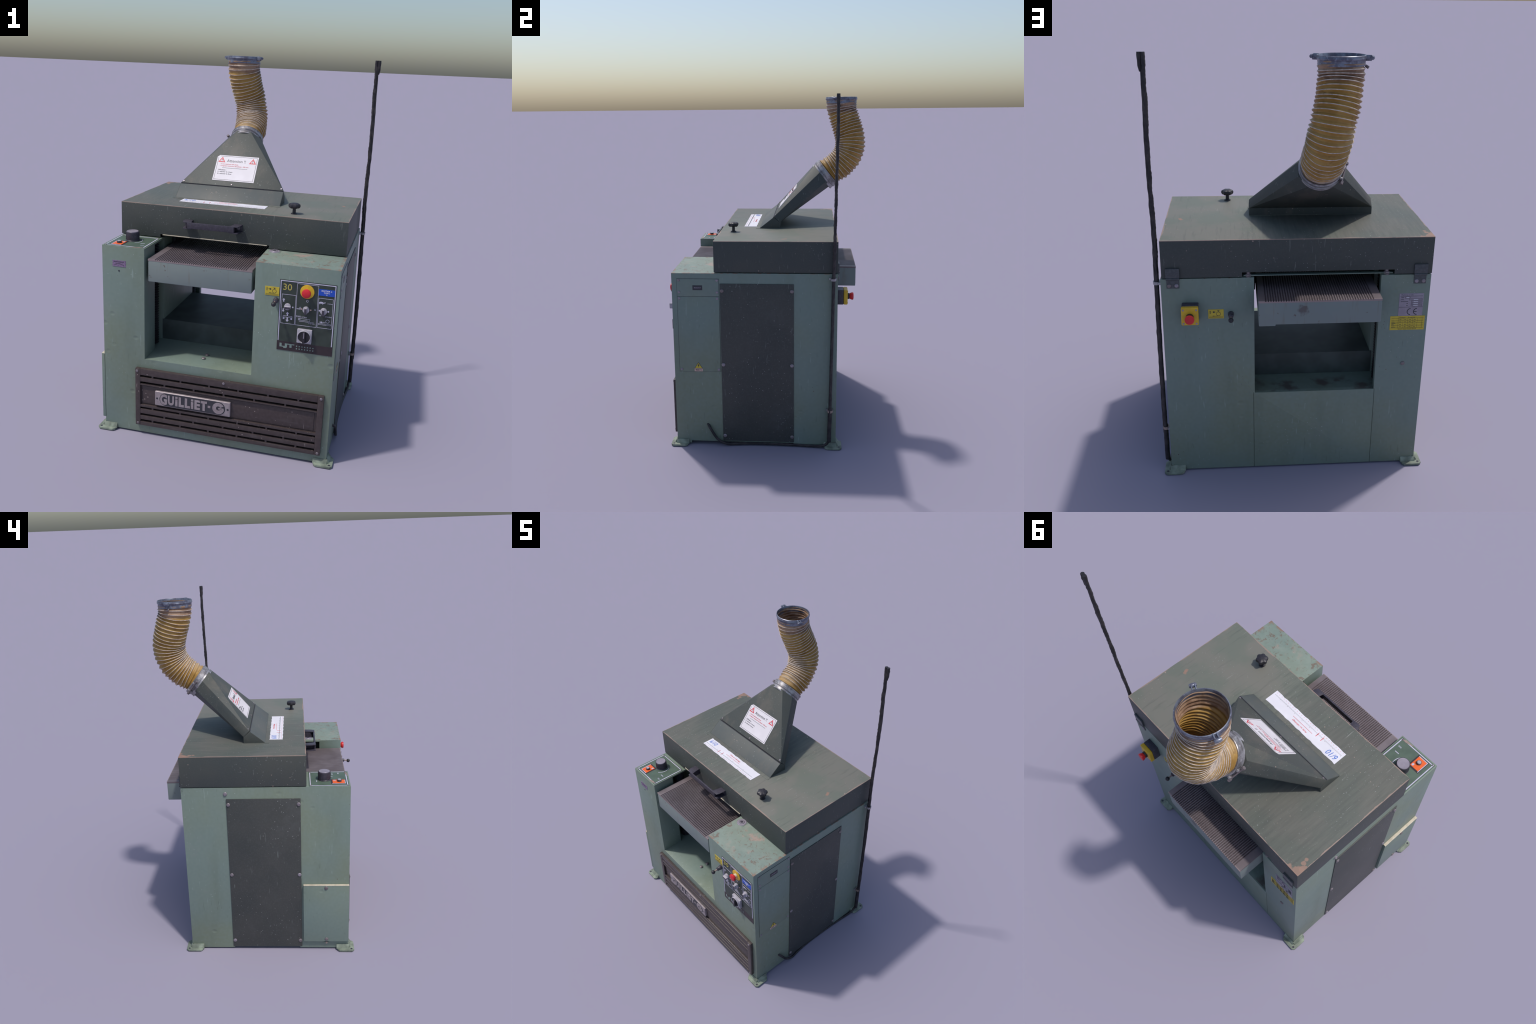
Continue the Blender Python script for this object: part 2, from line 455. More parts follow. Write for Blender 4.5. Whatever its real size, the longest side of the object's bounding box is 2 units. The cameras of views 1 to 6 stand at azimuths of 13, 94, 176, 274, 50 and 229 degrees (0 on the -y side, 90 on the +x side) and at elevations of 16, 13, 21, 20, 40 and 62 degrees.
    def tube(s, pts, radii, mat, seg=12, cap=True, wob=None):
        bm = bmesh.new(); rings = []
        P = [Vector(p) for p in pts]
        T = [(P[min(i + 1, len(P) - 1)] - P[max(i - 1, 0)]).normalized() for i in range(len(P))]
        nrm = Vector((1, 0, 0)) if abs(T[0].x) < .8 else Vector((0, 1, 0))
        for i, p in enumerate(P):
            nrm = (nrm - T[i] * nrm.dot(T[i])).normalized(); b = T[i].cross(nrm)
            r = radii[i] if isinstance(radii, (list, tuple)) else radii
            ring = []
            for k in range(seg):
                a = math.tau * k / seg
                rr = r * (1 + (wob(p, a) if wob else 0))
                ring.append(bm.verts.new(p + (nrm * math.cos(a) + b * math.sin(a)) * rr))
            rings.append(ring)
        for A, B in zip(rings, rings[1:]):
            for k in range(seg): bm.faces.new((A[k], A[(k + 1) % seg], B[(k + 1) % seg], B[k]))
        if cap: bm.faces.new(rings[0][::-1]); bm.faces.new(rings[-1])
        bmesh.ops.recalc_face_normals(bm, faces=bm.faces)
        return s.take(bm, mat)
    def hull(s, pts, mat, bevel=0):
        bm = bmesh.new()
        for p in pts: bm.verts.new(p)
        r = bmesh.ops.convex_hull(bm, input=bm.verts)
        bmesh.ops.delete(bm, geom=list({v for v in r['geom_interior'] if isinstance(v, bmesh.types.BMVert)}), context='VERTS')
        bmesh.ops.dissolve_limit(bm, angle_limit=math.radians(1.5), verts=bm.verts, edges=bm.edges)
        bmesh.ops.recalc_face_normals(bm, faces=bm.faces)
        return s.take(bm, mat, None, bevel)
    def carve(s, boxes):
        """Subtract axis-aligned boxes ((x0,x1),(y0,y1),(z0,z1)) from what is built so far."""
        me = bpy.data.meshes.new('stock'); s.bm.to_mesh(me)
        ob = bpy.data.objects.new('stock', me); bpy.context.scene.collection.objects.link(ob)
        helpers = []
        for bx in boxes:
            q = Part('cutter'); q.box(*bx, M['green']); m2 = bpy.data.meshes.new('cut'); q.bm.to_mesh(m2)
            c = bpy.data.objects.new('cut', m2); bpy.context.scene.collection.objects.link(c); helpers.append(c)
            md = ob.modifiers.new('b', 'BOOLEAN'); md.operation = 'DIFFERENCE'; md.object = c; md.solver = 'EXACT'
        bpy.context.view_layer.update()
        ev = ob.evaluated_get(bpy.context.evaluated_depsgraph_get())
        res = bpy.data.meshes.new_from_object(ev)
        s.bm.clear(); s.bm.from_mesh(res)
        for c in helpers + [ob]: bpy.data.objects.remove(c)
        bmesh.ops.remove_doubles(s.bm, verts=s.bm.verts, dist=1e-5)
        bmesh.ops.dissolve_limit(s.bm, angle_limit=math.radians(.5), verts=s.bm.verts, edges=s.bm.edges)
        for f in s.bm.faces: f.material_index = 0
        return s
    def round_edges(s, w, seg=2, keep=lambda e: True):
        s.bm.normal_update()
        es = [e for e in s.bm.edges if len(e.link_faces) == 2 and e.calc_face_angle(0) > math.radians(35) and keep(e)]
        bmesh.ops.bevel(s.bm, geom=es, offset=w, segments=seg, affect='EDGES', profile=.6, clamp_overlap=True)
        return s
    def finish(s, smooth=32):
        me = bpy.data.meshes.new(s.name)
        s.bm.normal_update(); s.bm.to_mesh(me); s.bm.free()
        for m in s.mats: me.materials.append(m)
        me.polygons.foreach_set('use_smooth', [True] * len(me.polygons))
        me.set_sharp_from_angle(angle=math.radians(smooth))
        ob = bpy.data.objects.new(s.name, me)
        bpy.context.scene.collection.objects.link(ob)
        ob.parent = s.parent
        if s.stuff: ob['kind'] = 'stuff'
        return ob

def spline(P, n=16):
    """Catmull-Rom through control points."""
    P = [Vector(p) for p in P]
    Q = [P[0] * 2 - P[1]] + P + [P[-1] * 2 - P[-2]]
    out = []
    for i in range(1, len(Q) - 2):
        a, b, c, d = Q[i - 1:i + 3]
        for k in range(n):
            t = k / n
            out.append(.5 * ((2 * b) + (c - a) * t + (2 * a - 5 * b + 4 * c - d) * t * t + (3 * b - a - 3 * c + d) * t ** 3))
    out.append(P[-1])
    return out

# ------------------------------------------------------------------ cabinet
cab = Part('cabinet')
cab.box((-.6145, .6055), (-.5235, .4035), (.007, 1.0375), M['green'])
cab.carve([
    ((-.385, .193), (-.6, -.385), (.438, 1.2)),      # front mouth
    ((-.385, .191), (.372, .5), (.438, 1.2)),        # rear mouth
    ((-.50, .31), (-.3851, -.236), (.438, 1.027)),     # front screw bay
    ((-.385, .193), (-.386, -.2355), (1.02, 1.2)),
    ((-.39, .19), (-.2361, .2405), (.557, 1.2)),        # middle bay above the cast bed
    ((-.50, .31), (.2401, .3725), (.438, 1.027)),       # rear screw bay
    ((-.385, .193), (.24, .3735), (1.02, 1.2)),
    ((.195, .1975), (.399, .5), (0, .439)),          # seams of the rear sheets
    ((-.389, -.3865), (.399, .5), (0, .439)),
    ((-.405, .542), (-.6, -.455), (.064, .380)),     # duct behind the grille
    ((.55, .7), (-.44, .16), (0, .021)),             # raised sill on the right
    ((-.7, -.56), (-.24, .15), (0, .014)),
])
# chamfered inner corner of the control housing
cab.round_edges(.003)
cab = cab.finish()

lining = Part('passage_lining', cab)
lining.box((-.398, .20), (-.2385, -.2365), (.44, .558), M['bedshade'])
lining.box((-.398, .20), (.2415, .2435), (.44, .558), M['bedshade'])
lining.box((-.389, .189), (-.2375, .2425), (.5565, .5588), M['bedshade'])
lining.finish()

for (x, y) in [(-.425, -.315), (.238, -.315), (-.425, .308), (.238, .308)]:
    b = Part('screw_bellows', cab)
    prof = [(0, .44)]
    z = .44; k = 0
    while z < 1.02:
        prof += [(.021, z), (.034, z + .007)]; z += .014; k += 1
    prof += [(.02, 1.022), (0, 1.022)]
    b.lathe(prof, M['bellows'], Matrix.Translation((x, y, 0)), 20)
    b.finish(20)

gd = Part('dark_gap_plate', cab)
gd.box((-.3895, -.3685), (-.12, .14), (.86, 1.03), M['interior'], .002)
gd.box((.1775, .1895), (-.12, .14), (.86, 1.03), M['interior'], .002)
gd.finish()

# bolts inside the passage
def bolt_mesh(name, r, h, hexa=True):
    p = Part(name)
    p.lathe([(0, h), (r * .55, h), (r * .8, h * .85), (r, h * .45), (r * 1.02, 0), (r * 1.02, -.002), (0, -.002)], M['bolt'], None, 20)
    if hexa:
        p.lathe([(0, h * 1.02), (r * .38, h * 1.02), (r * .4, h + .0006), (r * .62, h + .0006), (r * .66, h - .0006)], M['bolt'], None, 6)
    return p.finish()

bolt_src = bolt_mesh('bolt', .0105, .005)
screw_src = bolt_mesh('screw', .0072, .003)
used = {bolt_src: 0, screw_src: 0}
def put(src, X, a, b, h=0.0, k=1.0, parent=ROOT):
    ob = src if used[src] == 0 else src.copy()
    if used[src]: bpy.context.scene.collection.objects.link(ob)
    used[src] += 1
    ob.parent = parent
    ob.matrix_world = X @ Matrix.Translation((a, b, h)) @ Matrix.Rotation(rnd.random() * 6.28, 4, 'Z') @ Matrix.Scale(k, 4)
    return ob

floor = frame((0, 0, .438), (1, 0, 0), (0, 1, 0))
put(bolt_src, floor, -.093, -.422, .004); put(bolt_src, floor, -.089, -.375, .004)

# corner feet: welded angle plates
for sx, sy, cx, cy in [(1, -1, .6065, -.5235), (1, 1, .6065, .4035), (-1, 1, -.6155, .4035), (-1, -1, -.6155, -.5235)]:
    f = Part('mounting_foot')
    ox, oy = cx + sx * .033, cy + sy * .034
    L = .098
    c = .012
    pts = [(ox - sx * c, oy), (ox, oy - sy * c), (ox, oy - sy * (L - .012)), (ox - sx * .012, oy - sy * L), (ox - sx * L, oy - sy * L), (ox - sx * L, oy - sy * .012), (ox - sx * (L - .012), oy)]
    f.prism(pts, 0, .011, M['foot'], None, .002)
    # sloping weld bead against the cabinet
    for horizontal in (True, False):
        if horizontal:
            prof = [(cy - sy * .01, .0), (cy + sy * .017, .008), (cy + sy * .003, .032), (cy - sy * .01, .032)]
            P3 = [(x, y, z) for x in (cx - sx * .07, cx + sx * .004) for y, z in prof]
        else:
            prof = [(cx - sx * .01, .0), (cx + sx * .017, .008), (cx + sx * .003, .032), (cx - sx * .01, .032)]
            P3 = [(x, y, z) for y in (cy - sy * .07, cy + sy * .004) for x, z in prof]
        f.hull(P3, M['foot'], .002)
    f.disc(ox - sx * .016, oy - sy * .016, .0065, .006, .0114, M['ink'], None, 16)
    f.finish()

# ------------------------------------------------------------------ sheet covers on the sides
for X, a0, a1, z0, z1 in [(RIGHT, -.252, .161, .027, .979), (LEFT, -.157, .252, .018, .971)]:
    p = Part('side_panel')
    p.box((a0, a1), (z0, z1), (-.004, .0045), M['panel'], .0015, X)
    p.finish()
    for bz in (.938, .501, .06):
        put(bolt_src, X, a0 + .0115, bz, .0045); put(bolt_src, X, a1 - .0105, bz, .0045)
put(bolt_src, LEFT, -.16, 1.001, .001, 1.05)

e = Part('electrical_cover')
e.box((-.493, -.2575), (.457, .9025), (-.003, .0025), M['green'], .001, RIGHT)
e.box((-.493, -.2575), (.9045, 1.005), (-.003, .0025), M['green'], .001, RIGHT)
# fine dark joint all round
e.outline(-.4945, -.256, .4555, 1.0065, .0014, -.001, .0008, M['ink'], RIGHT)
e.box((-.493, -.2575), (.9026, .9044), (-.001, .001), M['ink'], 0, RIGHT)
e = e.finish()
for b in (.998, .929, .893, .47):
    put(screw_src, RIGHT, -.482, b, .0025); put(screw_src, RIGHT, -.268, b, .0025)

t = Part('type_tag')
t.box((-.405, -.35), (.941, .969), (.0015, .0035), M['ink'], .0008, RIGHT)
t.text('400V', -.398, -.357, .951, .959, .0035, M['silver'], RIGHT)
t.finish()
w = Part('warning_label')
w.prism([(-.409, .4755), (-.361, .4755), (-.385, .513)], .0015, .0032, M['ink'], RIGHT)
w.prism([(-.4055, .4775), (-.3645, .4775), (-.385, .5095)], .0015, .0036, M['yellowlabel'], RIGHT)
w.prism([(-.383, .505), (-.390, .492), (-.3855, .492), (-.389, .480), (-.379, .495), (-.3835, .495), (-.380, .505)], .003, .0042, M['ink'], RIGHT)
w.box((-.4085, -.3615), (.458, .475), (.0015, .0032), M['salmon'], 0, RIGHT)
w.text('400 V', -.404, -.366, .4615, .4715, .0032, M['ink'], RIGHT, bold=.01)
w.finish()

c = Part('lower_side_cover')
c.box((.262, .5235), (.06, .435), (-.004, .0165), M['green'], .002, LEFT)
c.box((.2625, .5225), (.4335, .4365), (.001, .0173), M['cream'], .0008, LEFT)
c.finish()
put(bolt_src, LEFT, .392, .42, .0165); put(bolt_src, LEFT, .395, .077, .0165)
k = Part('wing_nut', None)
k.disc(.395, .048, .006, 0, .012, M['copper'], LEFT, 12)
k.box((.38, .41), (.045, .051), (.004, .010), M['green'], .002, LEFT)
k.finish()

# ------------------------------------------------------------------ hood
hood = Part('hood')
hood.box((-.6165, .6005), (-.2845, .4035), (1.042, 1.2185), M['hood'])
hood.carve([
    ((-.6125, .5965), (-.2805, .3995), (1.0, 1.2145)),
    ((-.394, .202), (-.4, -.27), (1.0, 1.0585)),
    ((-.444, .244), (.39, .5), (1.0, 1.0635)),
])
hood.round_edges(.0022)
hood = hood.finish()

lip = Part('hood_lip', hood)
lip.box((-.381, .19), (-.2875, -.262), (1.0545, 1.0588), M['cream'], .001)
lip.finish()

hd = Part('handle', hood)
HX = -.098                                     # middle of the handle
hd.box((HX - .126, HX + .126), (-.3475, -.3385), (1.121, 1.153), M['dial'], .002)
for sg in (-1, 1):
    web = [(HX + sg * a, b) for a, b in ((.128, -.346), (.118, -.3385), (.110, -.320), (.1135, -.283), (.1175, -.283), (.1145, -.318), (.122, -.335), (.128, -.340))]
    hd.prism(web, 1.121, 1.153, M['dial'])
    cap = [(HX + sg * a, b) for a, b in ((.098, -.3435), (.128, -.3475), (.146, -.3475), (.154, -.325), (.156, -.283), (.113, -.283), (.109, -.318), (.104, -.3385))]
    hd.prism(cap, 1.150, 1.1545, M['dial'], None, .001)
    hd.prism(cap, 1.1165, 1.121, M['dial'], None, .001)
    hd.rod((HX + sg * .136, -.285, 1.1355), (HX + sg * .136, -.292, 1.1355), .009, M['bolt'], 12)
    hd.prism([(HX + sg * a, b) for a, b in ((.113, -.291), (.156, -.291), (.156, -.283), (.113, -.283))], 1.119, 1.152, M['dial'])
hd.finish(40)

kn = Part('clamping_knob', hood)
Xk = Matrix.Translation((.308, -.204, 1.2185))
kn.lathe([(0, -.001), (.017, -.001), (.016, .004), (.009, .006), (.0085, .03), (.013, .033)], M['black'], Xk, 24)
bm = bmesh.new(); rings = []
prof = [(.013, .030), (.024, .032), (.0285, .038), (.0295, .045), (.027, .052), (.020, .056), (.008, .058), (0, .058)]
for r, h in prof:
    if r == 0: rings.append([bm.verts.new((0, 0, h))]); continue
    rings.append([bm.verts.new(((r * (1 + .09 * math.cos(6 * a))) * math.cos(a), (r * (1 + .09 * math.cos(6 * a))) * math.sin(a), h)) for a in [math.tau * i / 48 for i in range(48)]])
for A, B in zip(rings, rings[1:]):
    for i in range(48):
        j = (i + 1) % 48
        bm.faces.new((A[i], A[j], B[0]) if len(B) == 1 else (A[i], A[j], B[j], B[i]))
bmesh.ops.recalc_face_normals(bm, faces=bm.faces)
kn.take(bm, M['black'], Xk)
kn.finish()

# hinges at the rear of the hood
for a in (-.551, .5635):
    h = Part('hinge', hood)
    h.box((a - .031, a + .031), (1.047, 1.090), (-.004, .009), M['darkmetal'], .002, BACK)
    h.box((a - .028, a + .028), (.994, 1.037), (-.001, .0035), M['darkmetal'], .001, BACK)
    h.rod((-(a - .0295), .4085, 1.041), (-(a + .0295), .4085, 1.041), .006, M['darkmetal'], 14)
    h.finish()
    put(bolt_src, BACK, a - .016, 1.0075, .0035, .85); put(bolt_src, BACK, a + .016, 1.0075, .0035, .85)

bar = Part('chip_guard_bar', hood)
bar.box((-.438, .237), (.372, .398), (1.0435, 1.0475), M['green'], .001)
for x in (.216, -.410):
    bar.disc(x, .390, .014, 1.047, 1.053, M['bolt'], None, 18, .001)
    bar.disc(x, .390, .009, 1.052, 1.0625, M['bolt'], None, 18)
    bar.disc(x, .390, .014, 1.0395, 1.044, M['bolt'], None, 18)
bar.finish()

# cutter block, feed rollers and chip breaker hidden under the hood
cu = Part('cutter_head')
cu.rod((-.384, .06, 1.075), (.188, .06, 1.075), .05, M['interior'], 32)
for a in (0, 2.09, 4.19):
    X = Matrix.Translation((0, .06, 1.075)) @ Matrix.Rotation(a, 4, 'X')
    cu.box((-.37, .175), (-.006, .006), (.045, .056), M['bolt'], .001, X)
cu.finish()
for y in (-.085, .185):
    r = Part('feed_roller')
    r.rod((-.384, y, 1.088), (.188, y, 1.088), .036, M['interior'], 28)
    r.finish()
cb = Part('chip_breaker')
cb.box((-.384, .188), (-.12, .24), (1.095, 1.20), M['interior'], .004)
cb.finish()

# ------------------------------------------------------------------ ribbed table
tb = Part('table')
x0, x1 = -.367, .176
Y0, Y1, ZF, ZB = -.5185, .5285, .988, .9795
pitch = .0112
prof = [(x1, 0, 0), (x1 - .026, 0, 0)]        # (x, drop below the top, lies in a groove)
x = x1 - .028
while x - pitch > x0 + .03:
    prof += [(x, 0, 0), (x - .0012, .0036, 1), (x - .0056, .0036, 0), (x - .0068, 0, 0)]
    x -= pitch
prof += [(x0, 0, 0)]
bm = bmesh.new()
lo = [bm.verts.new((a, Y0, ZF - d)) for a, d, g in prof]; hi = [bm.verts.new((a, Y1, ZB - d)) for a, d, g in prof]
groove = []
for i in range(len(prof) - 1):
    f = bm.faces.new((lo[i], lo[i + 1], hi[i + 1], hi[i]))
    if prof[i][2]: groove.append(f)
bl = [bm.verts.new(c) for c in ((x1, Y0, .978), (x1, Y1, .970), (x0, Y1, .970), (x0, Y0, .978))]
bm.faces.new((lo[0], hi[0], bl[1], bl[0])); bm.faces.new((hi[-1], lo[-1], bl[3], bl[2]))
bm.faces.new(lo + [bl[3], bl[0]]); bm.faces.new(hi[::-1] + [bl[1], bl[2]]); bm.faces.new(bl)
bmesh.ops.recalc_face_normals(bm, faces=bm.faces)
gi = [f.index for f in bm.faces]
bm.faces.index_update(); gi = [f.index for f in groove]
n0 = len(tb.bm.faces)
tb.take(bm, M['steel'])
tb.idx(M['groove']); tb.bm.faces.ensure_lookup_table()
for i in gi: tb.bm.faces[n0 + i].material_index = 1
tb = tb.finish(20)
bd = Part('table_body', tb)
P8 = [(x, y, z) for x in (x0 + .0005, x1 - .0005) for y, z in ((Y0 + .0006, .868), (Y1 - .0006, .864), (Y0 + .0006, .982), (Y1 - .0006, .9735))]
bd.hull(P8, M['tablepaint'], .005)
bd.box((.101, x1 - .001), (.40, Y1 - .001), (.857, .88), M['tablepaint'], .004)
bd.finish()

# ------------------------------------------------------------------ dust hopper
xa, xb = -.396, .202
hop = Part('dust_hopper')
base = [(-.062, 1.217), (.028, 1.288), (.064, 1.255), (.064, 1.217)]
hop.hull([(x, y, z) for x in (xa, xb) for y, z in base], M['hood'], .002)
O = Vector((-.100, .327, 1.507)); AX = Vector((0, .785, .62)).normalized()
E1 = Vector((1, 0, 0)); E2 = AX.cross(E1) * -1
if E2.z < 0: E2 = -E2
octo = [O + (E1 * math.cos(a) * 1.09 + E2 * math.sin(a) * (1 if math.sin(a) > 0 else .84)) * (.088 / math.cos(math.pi / 8)) for a in [math.pi / 8 + math.pi / 4 * i for i in range(8)]]
hop.hull([(x, y, z) for x in (xa + .001, xb - .001) for y, z in [(.030, 1.2905), (.0635, 1.2555)]] + octo, M['hood'], .0015)
# dark open joint at the fold and the flange lying on the hood
hop.box((xa + .002, xb - .002), (.0245, .0278), (1.2835, 1.2894), M['ink'])
hop.box((xa - .004, xb + .004), (-.080, -.052), (1.2170, 1.2203), M['hood'], .0008)
hop = hop.finish()
K = Vector((-.097, .030, 1.2905)); Tm = O + E2 * .088; Tm.x = K.x
SK = frame(K, (1, 0, 0), Tm - K)
for a in (-.283, -.002, .283):
    put(screw_src, SK, a, .010, .0005, .75).material_slots[0].material

# sticker with warning
SL = Matrix.Translation(SK.to_3x3() @ Vector((0, 0, .0006))) @ SK
st = Part('warning_sticker', hop)
a0, a1, b0, b1 = -.121, .121, .032, .200
st.prism([(a0, b0), (a1, b0), (a1, b1), (a0 + .014, b1), (a0, b1 - .012)], -.001, .001, M['paper'], SL)
for u in [(a0 + .007, a1 - .007, b0 + .006, b1 - .006)]:
    st.outline(*u, .0016, .0005, .0014, M['ink'], SL, 'rb')
    st.box((a0 + .007, a0 + .0086), (b0 + .006, b1 - .017), (.0005, .0014), M['ink'], 0, SL)
    st.box((a0 + .017, a1 - .0086), (b1 - .0076, b1 - .006), (.0005, .0014), M['ink'], 0, SL)
for cx in (a0 + .031, a1 - .030):
    y0 = b1 - .047
    st.prism([(cx - .021, y0), (cx + .021, y0), (cx, y0 + .036)], 0, .0014, M['redink'], SL)
    st.prism([(cx - .0108, y0 + .0055), (cx + .0108, y0 + .0055), (cx, y0 + .0245)], 0, .0019, M['strip'], SL)
    st.box((cx - .0016, cx + .0016), (y0 + .011, y0 + .021), (.001, .0023), M['ink'], 0, SL)
    st.box((cx - .0016, cx + .0016), (y0 + .006, y0 + .009), (.001, .0023), M['ink'], 0, SL)
st.text('Attention !!', -.060, .050, b1 - .044, b1 - .026, .0012, M['ink'], SL, bold=-.005)
st.text('- 3 mm maximum par passe', -.097, .010, b1 - .063, b1 - .055, .0012, M['redink'], SL)
st.text('- Longueur minimum des pieces : 300 mm', -.097, .072, b1 - .075, b1 - .067, .0012, M['redink'], SL)
st.box((-.080, .068), (b1 - .0845, b1 - .083), (.0005, .0015), M['ink'], 0, SL)
st.text('Utilisation :', -.101, -.052, b1 - .101, b1 - .093, .0012, M['ink'], SL)
st.text('1) raboter le chant', -.101, -.014, b1 - .115, b1 - .106, .0012, M['ink'], SL)
st.text('2) raboter la face', -.101, -.018, b1 - .128, b1 - .119, .0012, M['ink'], SL)
st.finish()

# paper strip with scale on the hood
pp = Part('paper_strip', hood)
pts = []
n = 26
def jag(i, s): return .0012 * math.sin(i * 1.7 + s) + .0008 * math.sin(i * 3.1 + s)
for i in range(n + 1): pts.append((-.336 + .477 * i / n, -.156 + jag(i, 0)))
for i in range(n, -1, -1): pts.append((-.336 + .477 * i / n, -.081 + jag(i, 2)))
pp.prism(pts, -.001, .0016, M['strip'], LID)
for i in range(88):
    a = -.325 + i * .0052
    L = .009 if i % 10 == 0 else .005
    pp.box((a, a + .0009), (-.137, -.137 + L), (.001, .0021), M['ink'], 0, LID)
    if i % 3 == 0: pp.box((a, a + .0014), (-.150, -.146), (.001, .0021), M['redink'], 0, LID)
for a in (-.205, -.172): pp.box((a, a + .0028), (-.142, -.118), (.001, .0023), M['redink'], 0, LID)
pp.text('6/10', -.322, -.262, -.120, -.090, .0017, M['blueink'], LID, slant=.25)
pp.text('Aide au rabotage', -.128, -.030, -.106, -.094, .0017, M['redink'], LID)
pp.box((-.150, -.018), (-.116, -.1145), (.001, .0021), M['redink'], 0, LID)
pp.finish()

# ------------------------------------------------------------------ hose
ctrl = [O + AX * .012 + Vector((0, 0, 0)), O + AX * .055, (-.102, .432, 1.582), (-.109, .484, 1.648), (-.124, .497, 1.735), (-.146, .472, 1.828), (-.156, .447, 1.905), (-.157, .440, 1.955), (-.157, .439, 1.983)]
cl = spline(ctrl, 40)
seglen = [0]
for a, b in zip(cl, cl[1:]): seglen.append(seglen[-1] + (b - a).length)
total = seglen[-1]
def at(sv):
    sv = max(0, min(total, sv))
    lo, hi = 0, len(seglen) - 1
    while hi - lo > 1:
        mid = (lo + hi) // 2
        if seglen[mid] <= sv: lo = mid
        else: hi = mid
    f = (sv - seglen[lo]) / max(1e-9, seglen[hi] - seglen[lo])
    return cl[lo].lerp(cl[hi], f)
def fr(sv):
    p = at(sv); t = (at(sv + .004) - at(sv - .004)).normalized()
    n = Vector((1, 0, 0)); n = (n - t * n.dot(t)).normalized()
    return p, n, t.cross(n), t
PITCH = .0193
def hose_r(sv):
    g = min(1, max(0, (sv - .05) / .05))
    top = min(1, max(0, (sv - (total - .09)) / .06))
    return .087 + .0065 * g + .0015 * top
def hose_point(sv, a, inner=0.0):
    ph = sv / PITCH - a / math.tau
    p, n, b, t = fr(sv)
    d = .0085 * math.sin(math.pi * ph) ** 2
    if sv > total - .075:      # wrinkled cuff under the ring
        d *= .5
    w = noise.noise(Vector((math.cos(a) * 2.2, math.sin(a) * 2.2, sv * 26))) * .0034
    r = hose_r(sv) - d + w - inner
    return p + (n * math.cos(a) + b * math.sin(a)) * r
hs = Part('hose')
NS, NA = 380, 72
bm = bmesh.new(); grid = {}
for layer, inn in ((0, 0.0), (1, .002)):
    for i in range(NS + 1):
        for j in range(NA):
            grid[layer, i, j] = bm.verts.new(hose_point(total * i / NS, math.tau * j / NA, inn))
for layer in (0, 1):
    for i in range(NS):
        for j in range(NA):
            k = (j + 1) % NA
            q = (grid[layer, i, j], grid[layer, i, k], grid[layer, i + 1, k], grid[layer, i + 1, j])
            bm.faces.new(q if layer == 0 else q[::-1])
for i in (0, NS):
    for j in range(NA):
        k = (j + 1) % NA
        bm.faces.new((grid[0, i, j], grid[1, i, j], grid[1, i, k], grid[0, i, k]))
bmesh.ops.recalc_face_normals(bm, faces=bm.faces)
hs.take(bm, M['hose'])
hs = hs.finish(60)

wr = Part('hose_wire', hs)
s0, s1 = .052, total - .03
turns = (s1 - s0) / PITCH
NW = int(turns * 44)
pts = []
for i in range(NW + 1):
    sv = s0 + (s1 - s0) * i / NW
    a = math.tau * (sv / PITCH)
    p = hose_point(sv, a % math.tau if True else a)
    c = at(sv)
    pts.append(p + (p - c).normalized() * .0002)
wr.tube(pts, .0018, M['wire'], 6)
wr.finish(60)

# clamp where the hose meets the hopper
cp = Part('hose_clamp', hs)
XC = frame(O, E1, E2)
if (XC.to_3x3() @ Vector((0, 0, 1))).dot(AX) < 0: XC = frame(O, E1, -E2)
sgn = 1 if (XC.to_3x3() @ Vector((0, 1, 0))).dot(E2) > 0 else -1
cp.lathe([(.084, -.012), (.092, -.013), (.0935, -.009), (.0915, -.005), (.0915, .010), (.0945, .012), (.0945, .040), (.092, .043), (.084, .043)], M['clamp'], XC, 48, True)
cp.lathe([(.093, .0125), (.0962, .014), (.0962, .017), (.093, .0185)], M['clamp'], XC, 48)
cp.lathe([(.093, .034), (.0962, .0355), (.0962, .0385), (.093, .040)], M['clamp'], XC, 48)
# tension bolt on the -x side
Bx = XC @ Matrix.Rotation(math.radians(180 + 18 * sgn), 4, 'Z')
cp.box((.092, .104), (-.034, -.024), (.010, .042), M['clamp'], .002, Bx)
cp.box((.092, .104), (.022, .032), (.010, .042), M['clamp'], .002, Bx)
a = Bx @ Vector((.103, .050, .026)); b = Bx @ Vector((.103, -.048, .026))
cp.rod(a, b, .0045, M['bolt'], 12)
cp.rod(Bx @ Vector((.103, .046, .026)), Bx @ Vector((.103, .056, .026)), .009, M['bolt'], 6)
cp.rod(Bx @ Vector((.103, -.050, .026)), Bx @ Vector((.103, -.034, .026)), .0085, M['bolt'], 6)
cp.finish()

# flared ring with two lugs on the open end
rg = Part('hose_ring', hs)
XR = Matrix.Translation((-.157, .4395, 0)) @ Matrix.Rotation(math.radians(-1.5), 4, 'X')
def ring_z(z): return z
rg.lathe([(.0915, 1.957), (.0945, 1.956), (.0955, 1.961), (.0945, 1.964), (.0955, 1.977), (.0990, 1.980), (.1000, 1.984), (.0985, 1.9865), (.0985, 1.9935), (.0955, 1.9955), (.0935, 1.992), (.0925, 1.978), (.0915, 1.97)], M['ring'], Matrix.Translation((-.157, .4395, 0)), 64, True)
for ang, tw in ((math.atan2(-.046, .109), 1), (math.atan2(.028, -.116), -1)):
    XL = Matrix.Translation((-.157, .4395, 1.985)) @ Matrix.Rotation(ang, 4, 'Z')
    rg.box((.094, .118), (-.009, -.004), (-.011, .012), M['ring'], .002, XL)
    rg.box((.094, .118), (.005, .010), (-.012, .010), M['ring'], .002, XL)
    rg.lathe([(0, -.014), (.007, -.014), (.0085, -.006), (.0085, .008), (.006, .013), (0, .014)], M['ring'], XL @ Matrix.Translation((.121, 0, .001)) @ Matrix.Rotation(math.radians(90), 4, 'X'), 14)
